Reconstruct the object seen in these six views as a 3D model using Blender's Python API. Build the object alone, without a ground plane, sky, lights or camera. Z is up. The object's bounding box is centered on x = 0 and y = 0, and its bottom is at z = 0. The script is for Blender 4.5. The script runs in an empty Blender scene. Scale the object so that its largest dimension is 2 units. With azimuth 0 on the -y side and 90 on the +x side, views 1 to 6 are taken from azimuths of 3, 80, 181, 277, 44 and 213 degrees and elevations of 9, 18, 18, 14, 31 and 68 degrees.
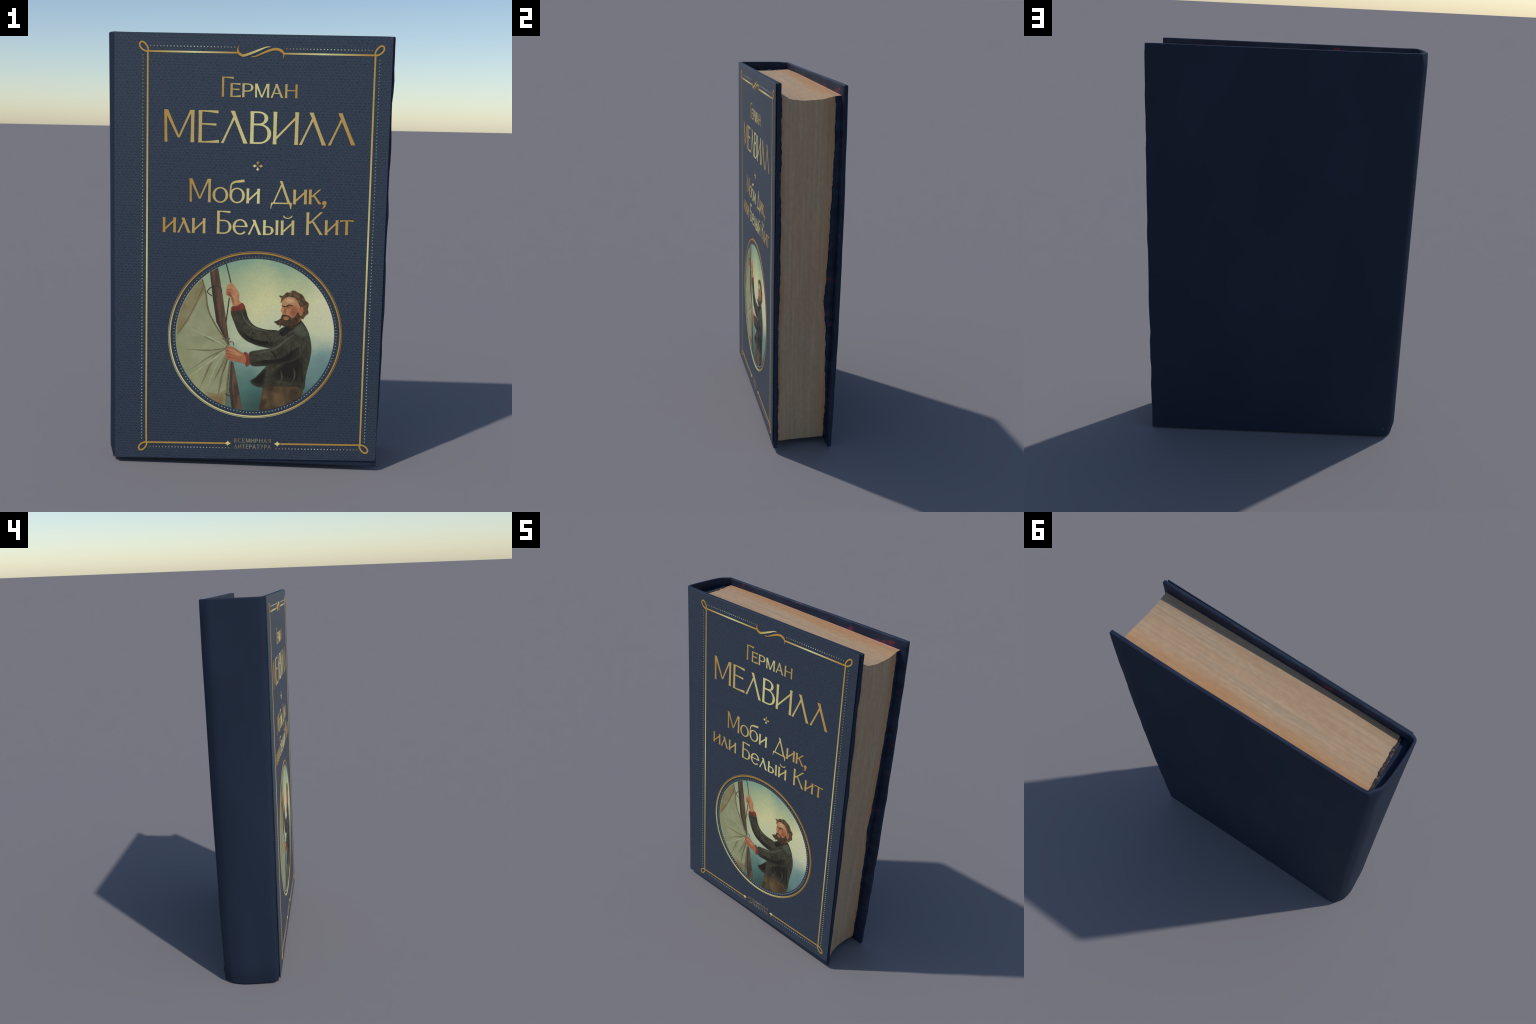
import bpy, bmesh, math, random
from mathutils import Vector, noise, geometry

random.seed(7)

# ------------------------------------------------------------------ helpers
def lerp(a, b, t): return a + (b - a) * t
def clamp(v, a=0.0, b=1.0): return max(a, min(b, v))
def smooth(a, b, v):
    t = clamp((v - a) / (b - a)); return t * t * (3 - 2 * t)
def n1(v, seed=0.0): return noise.noise(Vector((v, seed * 3.17 + 0.31, seed * 1.7 + 0.77)))
def n3(x, y, z): return noise.noise(Vector((x, y, z)))

def srgb(r, g, b):
    f = lambda c: ((c / 255 + 0.055) / 1.055) ** 2.4 if c / 255 > 0.04045 else c / 255 / 12.92
    return (f(r), f(g), f(b), 1.0)

def pw(table, t):
    """piecewise-linear profile: table = [(t, value), ...]"""
    if t <= table[0][0]: return table[0][1]
    for (a, va), (b, vb) in zip(table, table[1:]):
        if t <= b: return lerp(va, vb, (t - a) / (b - a))
    return table[-1][1]

def catmull(pts, per=8, closed=False):
    out, n = [], len(pts)
    rng = range(n) if closed else range(n - 1)
    g = (lambda i: pts[i % n]) if closed else (lambda i: pts[clamp_i(i, n)])
    for i in rng:
        p0, p1, p2, p3 = g(i - 1), g(i), g(i + 1), g(i + 2)
        for k in range(per):
            t = k / per
            out.append(tuple(0.5 * (2 * b + (c - a) * t + (2 * a - 5 * b + 4 * c - d) * t * t
                                    + (3 * b - a - 3 * c + d) * t ** 3)
                             for a, b, c, d in zip(p0, p1, p2, p3)))
    if not closed: out.append(tuple(pts[-1]))
    return out
def clamp_i(i, n): return max(0, min(n - 1, i))

ROOT = None
def add(name, mesh, parent=None, mats=()):
    ob = bpy.data.objects.new(name, mesh)
    bpy.context.scene.collection.objects.link(ob)
    for m in mats: mesh.materials.append(m)
    ob.parent = parent
    return ob

def mesh_from(name, verts, faces, smooth_shade=False):
    me = bpy.data.meshes.new(name)
    me.from_pydata(verts, [], faces)
    me.update()
    if smooth_shade:
        for p in me.polygons: p.use_smooth = True
    return me

# ---------------------------------------------------------------- materials
class Nodes:
    def __init__(self, name, rough=0.6, spec=0.3):
        self.m = bpy.data.materials.new(name); self.m.use_nodes = True
        self.t = self.m.node_tree
        self.b = self.t.nodes['Principled BSDF']
        self.b.inputs['Roughness'].default_value = rough
        self.b.inputs['Specular IOR Level'].default_value = spec
        self.co = self.t.nodes.new('ShaderNodeTexCoord').outputs['Object']
        s = self.t.nodes.new('ShaderNodeSeparateXYZ'); self.t.links.new(self.co, s.inputs[0])
        self.x, self.y, self.z = s.outputs
    def put(self, sock, v):
        if hasattr(v, 'is_output') or isinstance(v, bpy.types.NodeSocket): self.t.links.new(v, sock)
        else: sock.default_value = v
    def math(self, op, a, b=0.0, c=None, cl=False):
        n = self.t.nodes.new('ShaderNodeMath'); n.operation = op; n.use_clamp = cl
        self.put(n.inputs[0], a); self.put(n.inputs[1], b)
        if c is not None: self.put(n.inputs[2], c)
        return n.outputs[0]
    def map(self, v, a, b, lo=0.0, hi=1.0):
        n = self.t.nodes.new('ShaderNodeMapRange'); n.interpolation_type = 'SMOOTHSTEP'
        self.put(n.inputs[0], v)
        for i, k in zip((1, 2, 3, 4), (a, b, lo, hi)): n.inputs[i].default_value = k
        return n.outputs[0]
    def noise(self, scale=(1, 1, 1), detail=3.0, rough=0.55, offset=(0, 0, 0)):
        mp = self.t.nodes.new('ShaderNodeMapping'); mp.inputs['Scale'].default_value = scale
        mp.inputs['Location'].default_value = offset
        self.t.links.new(self.co, mp.inputs[0])
        n = self.t.nodes.new('ShaderNodeTexNoise'); n.inputs['Scale'].default_value = 1.0
        n.inputs['Detail'].default_value = detail; n.inputs['Roughness'].default_value = rough
        self.t.links.new(mp.outputs[0], n.inputs['Vector'])
        return n.outputs['Fac']
    def mix(self, f, a, b, mode='MIX'):
        n = self.t.nodes.new('ShaderNodeMix'); n.data_type = 'RGBA'; n.blend_type = mode
        self.put(n.inputs[0], f); self.put(n.inputs[6], a); self.put(n.inputs[7], b)
        return n.outputs[2]
    def ramp(self, f, stops):
        n = self.t.nodes.new('ShaderNodeValToRGB'); self.put(n.inputs[0], f)
        e = n.color_ramp.elements
        e[0].position, e[0].color = stops[0]; e[1].position, e[1].color = stops[-1]
        for p, c in stops[1:-1]:
            k = e.new(p); k.color = c
        return n.outputs[0]
    def bump(self, h, strength=0.3, dist=0.002):
        n = self.t.nodes.new('ShaderNodeBump'); n.inputs['Strength'].default_value = strength
        n.inputs['Distance'].default_value = dist
        self.put(n.inputs['Height'], h); self.t.links.new(n.outputs[0], self.b.inputs['Normal'])
    def done(self, col):
        self.put(self.b.inputs['Base Color'], col); return self.m

def mat_plain(name, col, rough=0.6, var=0.12, scale=60.0, spec=0.3):
    k = Nodes(name, rough, spec)
    n = k.noise((scale, scale, scale), 4)
    dark = tuple(c * (1 - var) for c in col[:3]) + (1,)
    lite = tuple(min(1, c * (1 + var)) for c in col[:3]) + (1,)
    return k.done(k.mix(k.map(n, 0.3, 0.7), dark, lite))

def mat_weave():
    """embossed woven navy cloth printed on the cover sheet: wavy knitted rows"""
    k = Nodes('woven_navy_cloth', 0.42, 0.5)
    wob = k.noise((26, 1, 40), 3)
    wob2 = k.noise((60, 1, 60), 3, offset=(3, 0, 5))
    px = k.math('ADD', k.math('MULTIPLY', k.x, 2 * math.pi / 0.0182), k.math('MULTIPLY', wob, 12.0))
    wx = k.math('SINE', px)
    pz = k.math('ADD', k.math('MULTIPLY', k.z, 2 * math.pi / 0.0128), k.math('MULTIPLY', wob2, 5.5))
    row = k.math('SINE', k.math('ADD', pz, k.math('MULTIPLY', wx, 1.1)))
    knit = k.math('MULTIPLY', k.math('SINE', k.math('ADD', px, 1.2)), k.math('SINE', k.math('MULTIPLY', pz, 0.5)))
    row01 = k.math('MULTIPLY_ADD', k.math('ADD', k.math('MULTIPLY', row, .6), k.math('MULTIPLY', knit, .55)), 0.5, 0.5)
    fine = k.noise((150, 1, 170), 3)
    v = k.math('ADD', k.math('MULTIPLY', row01, 0.52), k.math('MULTIPLY', fine, 0.62))
    col = k.ramp(v, [(0.22, srgb(32, 39, 52)), (0.46, srgb(45, 55, 70)), (0.62, srgb(53, 65, 80)), (0.92, srgb(59, 72, 88))])
    tint = k.noise((22, 1, 22), 3, offset=(8, 0, 1))
    col = k.mix(k.map(tint, 0.5, 0.72, 0, 0.34), col, srgb(60, 60, 80))
    col = k.mix(k.map(k.noise((17, 1, 17), 3, offset=(1, 0, 9)), 0.52, 0.74, 0, 0.3), col, srgb(44, 66, 80))
    k.bump(row01, 0.12, 0.001)
    return k.done(col)

def mat_cloth():
    """plain navy binding cloth of spine and boards"""
    k = Nodes('navy_binding_cloth', 0.7, 0.12)
    big = k.noise((2.2, 2.2, 1.1), 3)
    col = k.mix(k.map(big, 0.35, 0.68), srgb(38, 48, 64), srgb(43, 53, 70))
    col = k.mix(k.map(k.noise((240, 240, 240), 2), 0.2, 0.8, 0, 0.16), col, srgb(30, 37, 50))
    return k.done(col)

def mat_lining():
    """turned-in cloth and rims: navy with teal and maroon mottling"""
    k = Nodes('mottled_navy_lining', 0.6, 0.25)
    col = k.mix(k.map(k.noise((9, 9, 22), 3), 0.4, 0.65), srgb(27, 35, 56), srgb(36, 50, 70))
    col = k.mix(k.map(k.noise((7, 7, 26), 3, offset=(4, 1, 2)), 0.56, 0.66, 0, 0.6), col, srgb(40, 40, 64))
    red = k.math('MULTIPLY', k.map(k.noise((8, 8, 20), 4, offset=(2, 7, 3)), 0.60, 0.70),
                 k.map(k.noise((60, 60, 90), 2), 0.38, 0.6))
    col = k.mix(k.math('MULTIPLY', red, 0.8), col, srgb(128, 42, 54))
    return k.done(col)

def mat_paper():
    """edges of many pages: fine streaks that follow the sheets, browner along the back"""
    k = Nodes('page_edge_paper', 0.85, 0.15)
    streak = k.noise((2.2, 85, 1.8), 4, 0.55)
    broad = k.noise((1.6, 15, 1.2), 3, offset=(2, 0, 4))
    base = k.mix(k.map(streak, 0.3, 0.7), srgb(176, 149, 119), srgb(190, 163, 133))
    base = k.mix(k.map(broad, 0.40, 0.66, 0, 0.6), base, srgb(184, 149, 115))
    base = k.mix(k.map(broad, 0.5, 0.3, 0, 0.35), base, srgb(168, 152, 130))
    tan = k.math('MULTIPLY', k.map(k.y, 0.045, 0.135), k.map(k.noise((3, 60, 3), 3, offset=(5, 5, 5)), 0.25, 0.65, 0.25, 1.0))
    base = k.mix(k.math('MULTIPLY', tan, 0.8), base, srgb(186, 132, 84))
    pink = k.math('MULTIPLY', k.map(k.math('ADD', k.y, k.math('MULTIPLY', k.noise((55, 1, 55), 4), 0.02)), 0.147, 0.152),
                  k.map(k.noise((6, 1, 6), 2, offset=(0, 3, 0)), 0.4, 0.55))
    base = k.mix(k.math('MULTIPLY', pink, 0.6), base, srgb(205, 150, 132))
    rimf = k.math('MULTIPLY', k.map(k.y, -.115, -.14), k.map(k.noise((4, 30, 4), 3, offset=(7, 1, 3)), .35, .65))
    base = k.mix(k.math('MULTIPLY', rimf, .55), base, srgb(178, 132, 90))
    mott = k.noise((30, 60, 30), 4, offset=(9, 2, 2))
    base = k.mix(k.map(mott, 0.3, 0.75, 0.18, 0.0), base, srgb(120, 98, 78))
    k.bump(streak, 0.12, 0.002)
    return k.done(base)

GOLD, PALE = srgb(172, 133, 62), srgb(216, 214, 160)
def foil(c):
    """lift a measured print colour to the reflectance of the foil"""
    return tuple(min(.96, v * g) for v, g in zip(c, (1.42, 1.30, 1.04))) + (1.0,)
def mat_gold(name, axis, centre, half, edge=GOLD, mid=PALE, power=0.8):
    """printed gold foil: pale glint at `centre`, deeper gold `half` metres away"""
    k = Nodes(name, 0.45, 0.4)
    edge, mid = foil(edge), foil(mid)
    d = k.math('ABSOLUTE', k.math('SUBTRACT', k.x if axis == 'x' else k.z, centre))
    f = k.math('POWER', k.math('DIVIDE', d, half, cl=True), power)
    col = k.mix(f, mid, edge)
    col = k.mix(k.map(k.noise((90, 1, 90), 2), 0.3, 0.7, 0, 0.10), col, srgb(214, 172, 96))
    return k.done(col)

M_WEAVE, M_CLOTH, M_LINING, M_PAPER = mat_weave(), mat_cloth(), mat_lining(), mat_paper()

# ------------------------------------------------------------- the thing
ROOT = bpy.data.objects.new('hardcover_book', None)
bpy.context.scene.collection.objects.link(ROOT)
ROOT['label'] = 'thick navy hardcover book with gold lettered front and round picture'
ROOT['category'] = 'book'

# ------------------------------------------------------------- case: boards + spine
# outline of the case in plan, front fore edge -> spine -> back fore edge;
# each column: (x, y) at the foot, at half height, at the head, and wall thickness
COLUMNS = [
    ((0.630, -0.1735), (0.634, -0.1690), (0.632, -0.1610), 0.020),
    ((0.300, -0.1735), (0.300, -0.1690), (0.300, -0.1615), 0.018),
    ((0.000, -0.1730), (0.000, -0.1685), (0.000, -0.1620), 0.018),
    ((-0.300, -0.1720), (-0.300, -0.1675), (-0.300, -0.1618), 0.018),
    ((-0.575, -0.1715), (-0.565, -0.1665), (-0.560, -0.1615), 0.018),
    ((-0.616, -0.1715), (-0.607, -0.1670), (-0.602, -0.1620), 0.018),
    ((-0.645, -0.155), (-0.634, -0.150), (-0.630, -0.147), 0.014),
    ((-0.653, -0.070), (-0.641, -0.070), (-0.634, -0.070), 0.012),
    ((-0.663, 0.015), (-0.646, 0.020), (-0.635, 0.030), 0.012),
    ((-0.652, 0.078), (-0.640, 0.098), (-0.632, 0.115), 0.014),
    ((-0.624, 0.119), (-0.609, 0.145), (-0.604, 0.156), 0.018),
    ((-0.570, 0.127), (-0.560, 0.150), (-0.560, 0.160), 0.018),
    ((-0.300, 0.131), (-0.300, 0.152), (-0.300, 0.164), 0.018),
    ((0.000, 0.137), (0.000, 0.156), (0.000, 0.167), 0.018),
    ((0.300, 0.144), (0.300, 0.161), (0.300, 0.174), 0.019),
    ((0.638, 0.152), (0.653, 0.175), (0.661, 0.176), 0.022),
]
SPINE_FROM, SPINE_TO = 5, 10          # columns that bound the spine
PER = 7                               # subdivisions between columns

def dense(idx, rounds=5):
    """straight runs between the columns, corners eased by averaging"""
    ks = [c[idx] if isinstance(c[idx], tuple) else (c[idx],) for c in COLUMNS]
    pts = [tuple(lerp(u, v, k / PER) for u, v in zip(p, q)) for p, q in zip(ks, ks[1:]) for k in range(PER)] + [ks[-1]]
    for _ in range(rounds):
        pts = [pts[0]] + [tuple((u + 2 * v + w) / 4 for u, v, w in zip(p, q, r)) for p, q, r in zip(pts, pts[1:], pts[2:])] + [pts[-1]]
    return pts
FOOT, HALF, HEAD = dense(0), dense(1), dense(2)
THICK = [t[0] for t in dense(3)]
NC = len(FOOT)

def case_point(i, f):
    """outer skin of the case at column i, height fraction f (0 foot .. 1 head)"""
    a, b, c = FOOT[i], HALF[i], HEAD[i]
    w = (2 * (f - .5) * (f - 1), 4 * f * (1 - f), 2 * f * (f - .5))
    x, y = (a[k] * w[0] + b[k] * w[1] + c[k] * w[2] for k in (0, 1))
    c_i = i / PER
    # rounded-off foot and head of the spine
    sp = smooth(4.2, 6.0, c_i) * (1 - smooth(9.4, 10.8, c_i))
    x += sp * (0.013 * (1 - smooth(0.0, 0.035, f)) + (0.012 * smooth(8.4, 9.7, c_i)) * smooth(0.975, 1.0, f))
    # scanned unevenness
    foot_z = pw([(0, .019), (5, .020), (6, .012), (7.3, .001), (8.6, .0), (9.5, .004), (10.4, .007), (11, .008), (15, .002)], c_i)
    head_z = pw([(0, 1.994), (5, 2.0), (6, 1.9985), (8, 1.9965), (10, 1.994), (11, 1.991), (15, 1.982)], c_i)
    z = lerp(foot_z, head_z, f)
    am = 0.0022 * smooth(0, 0.05, f) * smooth(1, 0.95, f)
    y += am * n3(x * 3.0, 2.0, z * 4.0) * (1.0 if c_i > 9 else 0.6)
    fore = smooth(1.0, 0.0, c_i) + smooth(14.0, 15.0, c_i)
    x += fore * am * (2.4 * n1(z * 6.0, 1.0 if c_i < 7 else 2.0) + 1.2 * n1(z * 19.0, 4.0 if c_i < 7 else 6.0))
    return Vector((x, y, z))

def case_mesh():
    """boards and spine as one shell: every column is a closed, round-edged strip of board"""
    RIM = 0.0055
    ARC = [math.radians(q) for q in (0, 30, 60, 90)]
    rows = [.03, .055] + [lerp(.08, .93, k / 34) for k in range(35)] + [.955, .975]
    outer = lambda i, f: case_point(i, f)
    def normal(i, f):
        t = outer(min(NC - 1, i + 1), f) - outer(max(0, i - 1), f); t.z = 0; t.normalize()
        return Vector((t.y, -t.x, 0))                 # towards the pages
    def strip(i, inset=0.0, push=0.0):
        T = THICK[i]; L = []
        def at(f, d, dz=0.0):
            p = outer(i, clamp(f)); n = normal(i, clamp(f))
            t = Vector((-n.y, n.x, 0))
            L.append(p + n * d + t * push + Vector((0, 0, dz)))
        r = RIM
        for f in [0.0, 0.006, .014] + rows + [.988, .995]:
            if f == 0.0: at(0, inset, r)
            else: at(f, inset)
        for a in ARC: at(1, inset + (r - inset * .5) * (1 - math.cos(a)) , -r + (r - inset) * math.sin(a))
        nrim = len(L)
        for a in ARC[::-1]: at(1, T - inset - (r - inset * .5) * (1 - math.cos(a)), -r + (r - inset) * math.sin(a))
        for f in ([.995, .988] + rows[::-1] + [.014, .006, 0.0]):
            if f == 0.0: at(0, T - inset, r)
            else: at(f, T - inset)
        for a in ARC[1:]: at(0, T - inset - (r - inset * .5) * (1 - math.cos(a)), r - (r - inset) * math.sin(a))
        for a in ARC[:0:-1]: at(0, inset + (r - inset * .5) * (1 - math.cos(a)), r - (r - inset) * math.sin(a))
        return L, nrim
    cols = []
    for ins, c in ((.0055, 0.0), (.0025, .0015), (.0008, .0035)): cols.append((strip(0, ins, c), 0))
    for i in range(1, NC - 1): cols.append((strip(i), i))
    for ins, c in ((.0008, -.0035), (.0025, -.0015), (.0055, 0.0)): cols.append((strip(NC - 1, ins, c), NC - 1))
    nrim = cols[0][0][1]; N = len(cols[0][0][0])
    verts, faces, tag = [], [], []
    for (L, _), _i in cols: verts += [v[:] for v in L]
    def region(i):
        c = (i + 0.5) / PER
        return 0 if c < SPINE_FROM else (1 if c < SPINE_TO else 2)
    ninner = nrim + 4 + len(rows) + 5
    for q in range(len(cols) - 1):
        r = region(cols[q][1])
        for e in range(N):
            f2 = (e + 1) % N
            faces.append((q * N + e, q * N + f2, (q + 1) * N + f2, (q + 1) * N + e))
            tag.append((r, 1 if nrim - 1 <= e < ninner else 0))
    for q, r, fl in ((0, 0, False), (len(cols) - 1, 2, True)):
        # caps of the fore edges: quads between outer and inner side
        half = N // 2
        loop = [q * N + e for e in range(N)]
        start = nrim - 1
        for k in range(half - 1):
            a0, a1 = loop[(start - k) % N], loop[(start - k - 1) % N]
            b0, b1 = loop[(start + 1 + k) % N], loop[(start + 2 + k) % N]
            if len({a0, a1, b0, b1}) == 4: faces.append((a0, a1, b1, b0)); tag.append((r, 0))
    me = bpy.data.meshes.new('case'); me.from_pydata(verts, [], faces)
    bm = bmesh.new(); bm.from_mesh(me)
    lay_r = bm.faces.layers.int.new('region'); lay_m = bm.faces.layers.int.new('mat')
    bm.faces.ensure_lookup_table()
    for f, (r, m) in zip(bm.faces, tag): f[lay_r] = r; f[lay_m] = m
    bmesh.ops.recalc_face_normals(bm, faces=bm.faces)
    for f in bm.faces: f.smooth = True
    bm.to_mesh(me); bm.free(); me.update()
    return me

def split_case():
    me = case_mesh()
    me.update()
    vn = [v.normal.copy() for v in me.vertices]
    reg = [a.value for a in me.attributes['region'].data]
    mt = [a.value for a in me.attributes['mat'].data]
    for r, name in enumerate(('front_cover', 'spine', 'back_cover')):
        used, faces, fm, normals = {}, [], [], []
        verts = []
        for p in me.polygons:
            if reg[p.index] != r: continue
            f = []
            for v in p.vertices:
                if v not in used:
                    used[v] = len(verts); verts.append(me.vertices[v].co[:]); normals.append(vn[v])
                f.append(used[v])
            faces.append(f); fm.append(mt[p.index])
        m = mesh_from(name, verts, faces, True)
        m.materials.append(M_CLOTH); m.materials.append(M_LINING)
        for p, k in zip(m.polygons, fm): p.material_index = k
        m.normals_split_custom_set_from_vertices(normals)
        add(name, m, ROOT)
    bpy.data.meshes.remove(me)
split_case()

# ------------------------------------------------------------- page block
def ragged_back(z):
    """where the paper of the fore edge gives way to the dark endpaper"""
    b = pw([(0, .118), (.3, .122), (.55, .116), (.74, .110), (.86, .096), (1.0, .106), (1.2, .112), (1.45, .119), (1.7, .125), (1.93, .123)], z)
    return b + 0.004 * n1(z * 14, 3) + 0.003 * n1(z * 55, 4) + 0.0016 * n1(z * 160, 5)

def fore_x(y, z):
    f = clamp(z / 1.95)
    s = clamp((y + 0.148) / 0.296)
    foot = lerp(0.612, 0.584, smooth(0.35, 1.0, s))
    x = lerp(foot, lerp(0.620, 0.626, s), smooth(0, 0.9, f))
    bow = math.sin(math.pi * clamp(s * 1.05)) ** 1.3
    x += bow * pw([(0.0, -.042), (.35, -.034), (.8, -.020), (1.25, -.006), (1.6, .004), (1.8, .011), (1.95, .003)], z)
    x += 0.0007 * n1(y * 90, 6) + 0.002 * n3(y * 18, 1.0, z * 0.8)
    return x
def head_z(x, y):
    s = clamp((y + 0.148) / 0.296)
    bell = pw([(0, .42), (.08, .60), (.22, .80), (.42, .88), (.7, .78), (.85, .60), (1, .46)], s)
    z = 1.953 - 0.050 * bell * pw([(-.6, 0), (-.3, .06), (0, .34), (.2, .56), (.35, .74), (.5, .88), (.58, .93), (.63, 1)], x)
    z -= 0.006 * math.sin(math.pi * s) * smooth(0.5, -0.3, x)
    return z + 0.0008 * n1(y * 130, 8) + 0.0015 * n3(x * 2, y * 20, 0)
def foot_z(x, y):
    s = clamp((y + 0.148) / 0.296)
    return lerp(0.060, 0.045, s) - 0.022 * math.sin(math.pi * s) * smooth(0.2, 0.6, x) + 0.002 * n3(x * 2, y * 20, 4)
def back_x(y, z):
    s = clamp((y + 0.148) / 0.296)
    return lerp(-0.560, -0.584, s) + 0.004 * n1(y * 23, 9) + 0.0015 * n1(y * 110, 10)
def side_y(x, z, s):
    """front (s=0) and back (s=1) faces of the block"""
    f = clamp(z / 1.95)
    return lerp(lerp(-0.158, -0.146, f), lerp(0.116 + 0.021 * clamp((x + .58) / 1.2), 0.1445 + 0.016 * clamp((x + .58) / 1.2), f), s)

def page_block():
    NY, NX, NZ = 72, 60, 240
    bm = bmesh.new()
    cache = {}
    def vert(i, j, k):
        """i along x (0..NX), j along y (0..NY), k along z (0..NZ): surface of the block"""
        key = (i, j, k)
        if key in cache: return cache[key]
        s = j / NY
        zf = k / NZ
        z0 = lerp(0.05, 1.94, zf)
        y = lerp(-0.148, 0.148, s)
        xa, xb = back_x(y, z0), fore_x(y, z0)
        x = lerp(xa, xb, (i / NX))
        y = lerp(side_y(x, z0, 0), side_y(x, z0, 1), s)
        z = lerp(foot_z(x, y), head_z(x, y), zf)
        if i == NX:                                  # fore edge: two columns track the ragged line
            y0, y1, yb = side_y(x, z, 0), side_y(x, z, 1), ragged_back(z)
            yb = min(yb, y1 - 0.006)
            jb, ja = NY - 10, 4
            ya = y0 + 0.010 + 0.008 * n1(z * 5, 11) + 0.004 * n1(z * 37, 12) + 0.002 * n1(z * 130, 13)
            ya = max(ya, y0 + 0.002)
            y = lerp(y0, ya, j / ja) if j <= ja else (lerp(ya, yb, (j - ja) / (jb - ja)) if j <= jb else lerp(yb, y1, (j - jb) / (NY - jb)))
            x = fore_x(y, z)
            if j > jb: x -= 0.003 * smooth(0, 2, j - jb)
            z = lerp(foot_z(x, y), head_z(x, y), zf)
        v = bm.verts.new((x, y, z)); cache[key] = v
        return v
    paper, endp = [], []
    def quad(a, b, c, d, dest):
        dest.append(bm.faces.new((vert(*a), vert(*b), vert(*c), vert(*d))))
    for j in range(NY):
        for i in range(NX):
            quad((i, j, NZ), (i + 1, j, NZ), (i + 1, j + 1, NZ), (i, j + 1, NZ), paper)
            quad((i, j, 0), (i, j + 1, 0), (i + 1, j + 1, 0), (i + 1, j, 0), paper)
        for k in range(NZ):
            quad((NX, j, k), (NX, j + 1, k), (NX, j + 1, k + 1), (NX, j, k + 1), paper if 4 <= j < NY - 10 else endp)
            quad((0, j, k), (0, j, k + 1), (0, j + 1, k + 1), (0, j + 1, k), paper)
    for i in range(NX):
        for k in range(NZ):
            quad((i, 0, k), (i + 1, 0, k), (i + 1, 0, k + 1), (i, 0, k + 1), paper)
            quad((i, NY, k), (i, NY, k + 1), (i + 1, NY, k + 1), (i + 1, NY, k), endp)
    bmesh.ops.recalc_face_normals(bm, faces=bm.faces)
    for part, name, mat in ((paper, 'page_block', M_PAPER), (endp, 'endpaper', M_LINING)):
        used, verts, faces = {}, [], []
        for f in part:
            ids = []
            for v in f.verts:
                if v not in used: used[v] = len(verts); verts.append(v.co[:])
                ids.append(used[v])
            faces.append(ids)
        me = mesh_from(name, verts, faces, True)
        me.set_sharp_from_angle(angle=math.radians(50))
        add(name, me, ROOT, [mat])
    bm.free()
page_block()

# headband and hollow behind the pages
def strip_box(name, path, w, z0, z1, mat, rough=0.0, seed=0):
    """bumpy band that follows a plan path (x, y), w wide, from z0 to z1"""
    verts, faces = [], []
    n = len(path)
    for q, (x, y) in enumerate(path):
        b = rough * n1(q * 0.37, seed); c = rough * n1(q * 0.43, seed + 1)
        for dx, z in ((-w / 2, z0), (w / 2, z0), (w / 2 + b, z1 - 0.003 + c), (w * .2 + b, z1 + c), (-w * .2, z1 + c), (-w / 2, z1 - 0.003)):
            verts.append((x + dx, y, z))
    for q in range(n - 1):
        for e in range(6):
            a, b = q * 6 + e, q * 6 + (e + 1) % 6
            faces.append((a, b, b + 6, a + 6))
    faces.append(tuple(range(5, -1, -1))); faces.append(tuple((n - 1) * 6 + e for e in range(6)))
    me = mesh_from(name, verts, faces, True)
    bm = bmesh.new(); bm.from_mesh(me); bmesh.ops.recalc_face_normals(bm, faces=bm.faces); bm.to_mesh(me); bm.free()
    me.set_sharp_from_angle(angle=math.radians(40))
    return add(name, me, ROOT, [mat])
def mat_headband():
    k = Nodes('frayed_headband', 0.8, 0.2)
    n = k.noise((60, 60, 40), 4)
    return k.done(k.ramp(n, [(0.3, srgb(34, 32, 40)), (0.52, srgb(62, 56, 58)), (0.64, srgb(96, 84, 80)), (0.75, srgb(160, 142, 138))]))
M_HEAD = mat_headband()
ypath = [lerp(-0.140, 0.128, q / 40) for q in range(41)]
for zz0, zz1 in ((1.90, 1.951), (0.045, 0.07)):
    strip_box('headband', [(lerp(-0.565, -0.590, (y + .14) / .28), y) for y in ypath], 0.016, zz0, zz1, M_HEAD, 0.006, 3)
strip_box('spine_lining', [(-0.599, y) for y in (-0.145, -.05, .05, 0.130)], 0.046, 1.80, 1.948, M_LINING)

# ------------------------------------------------------------- the printed cover sheet
SW, SH = 1.230, 1.955                        # size of the artwork
TL, TR = Vector((-0.599, -0.1650, 1.9970)), Vector((0.621, -0.1690, 1.9910))
BL, BR = Vector((-0.615, -0.1770, 0.0220)), Vector((0.625, -0.1800, 0.0530))
PN = (TR - BL).cross(TL - BR).normalized()
if PN.y > 0: PN = -PN
PC = (TL + TR + BL + BR) / 4
def on_sheet(X, Z, lift=0.0):
    """artwork metres (X right, Z up from the lower left corner) -> world"""
    s, t = X / SW, Z / SH
    if t >= s: p = TL + s * (TR - TL) + (1 - t) * (BL - TL)
    else: p = BR + (1 - s) * (BL - BR) + t * (TR - BR)
    return p - PN * (p - PC).dot(PN) + PN * lift

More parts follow.
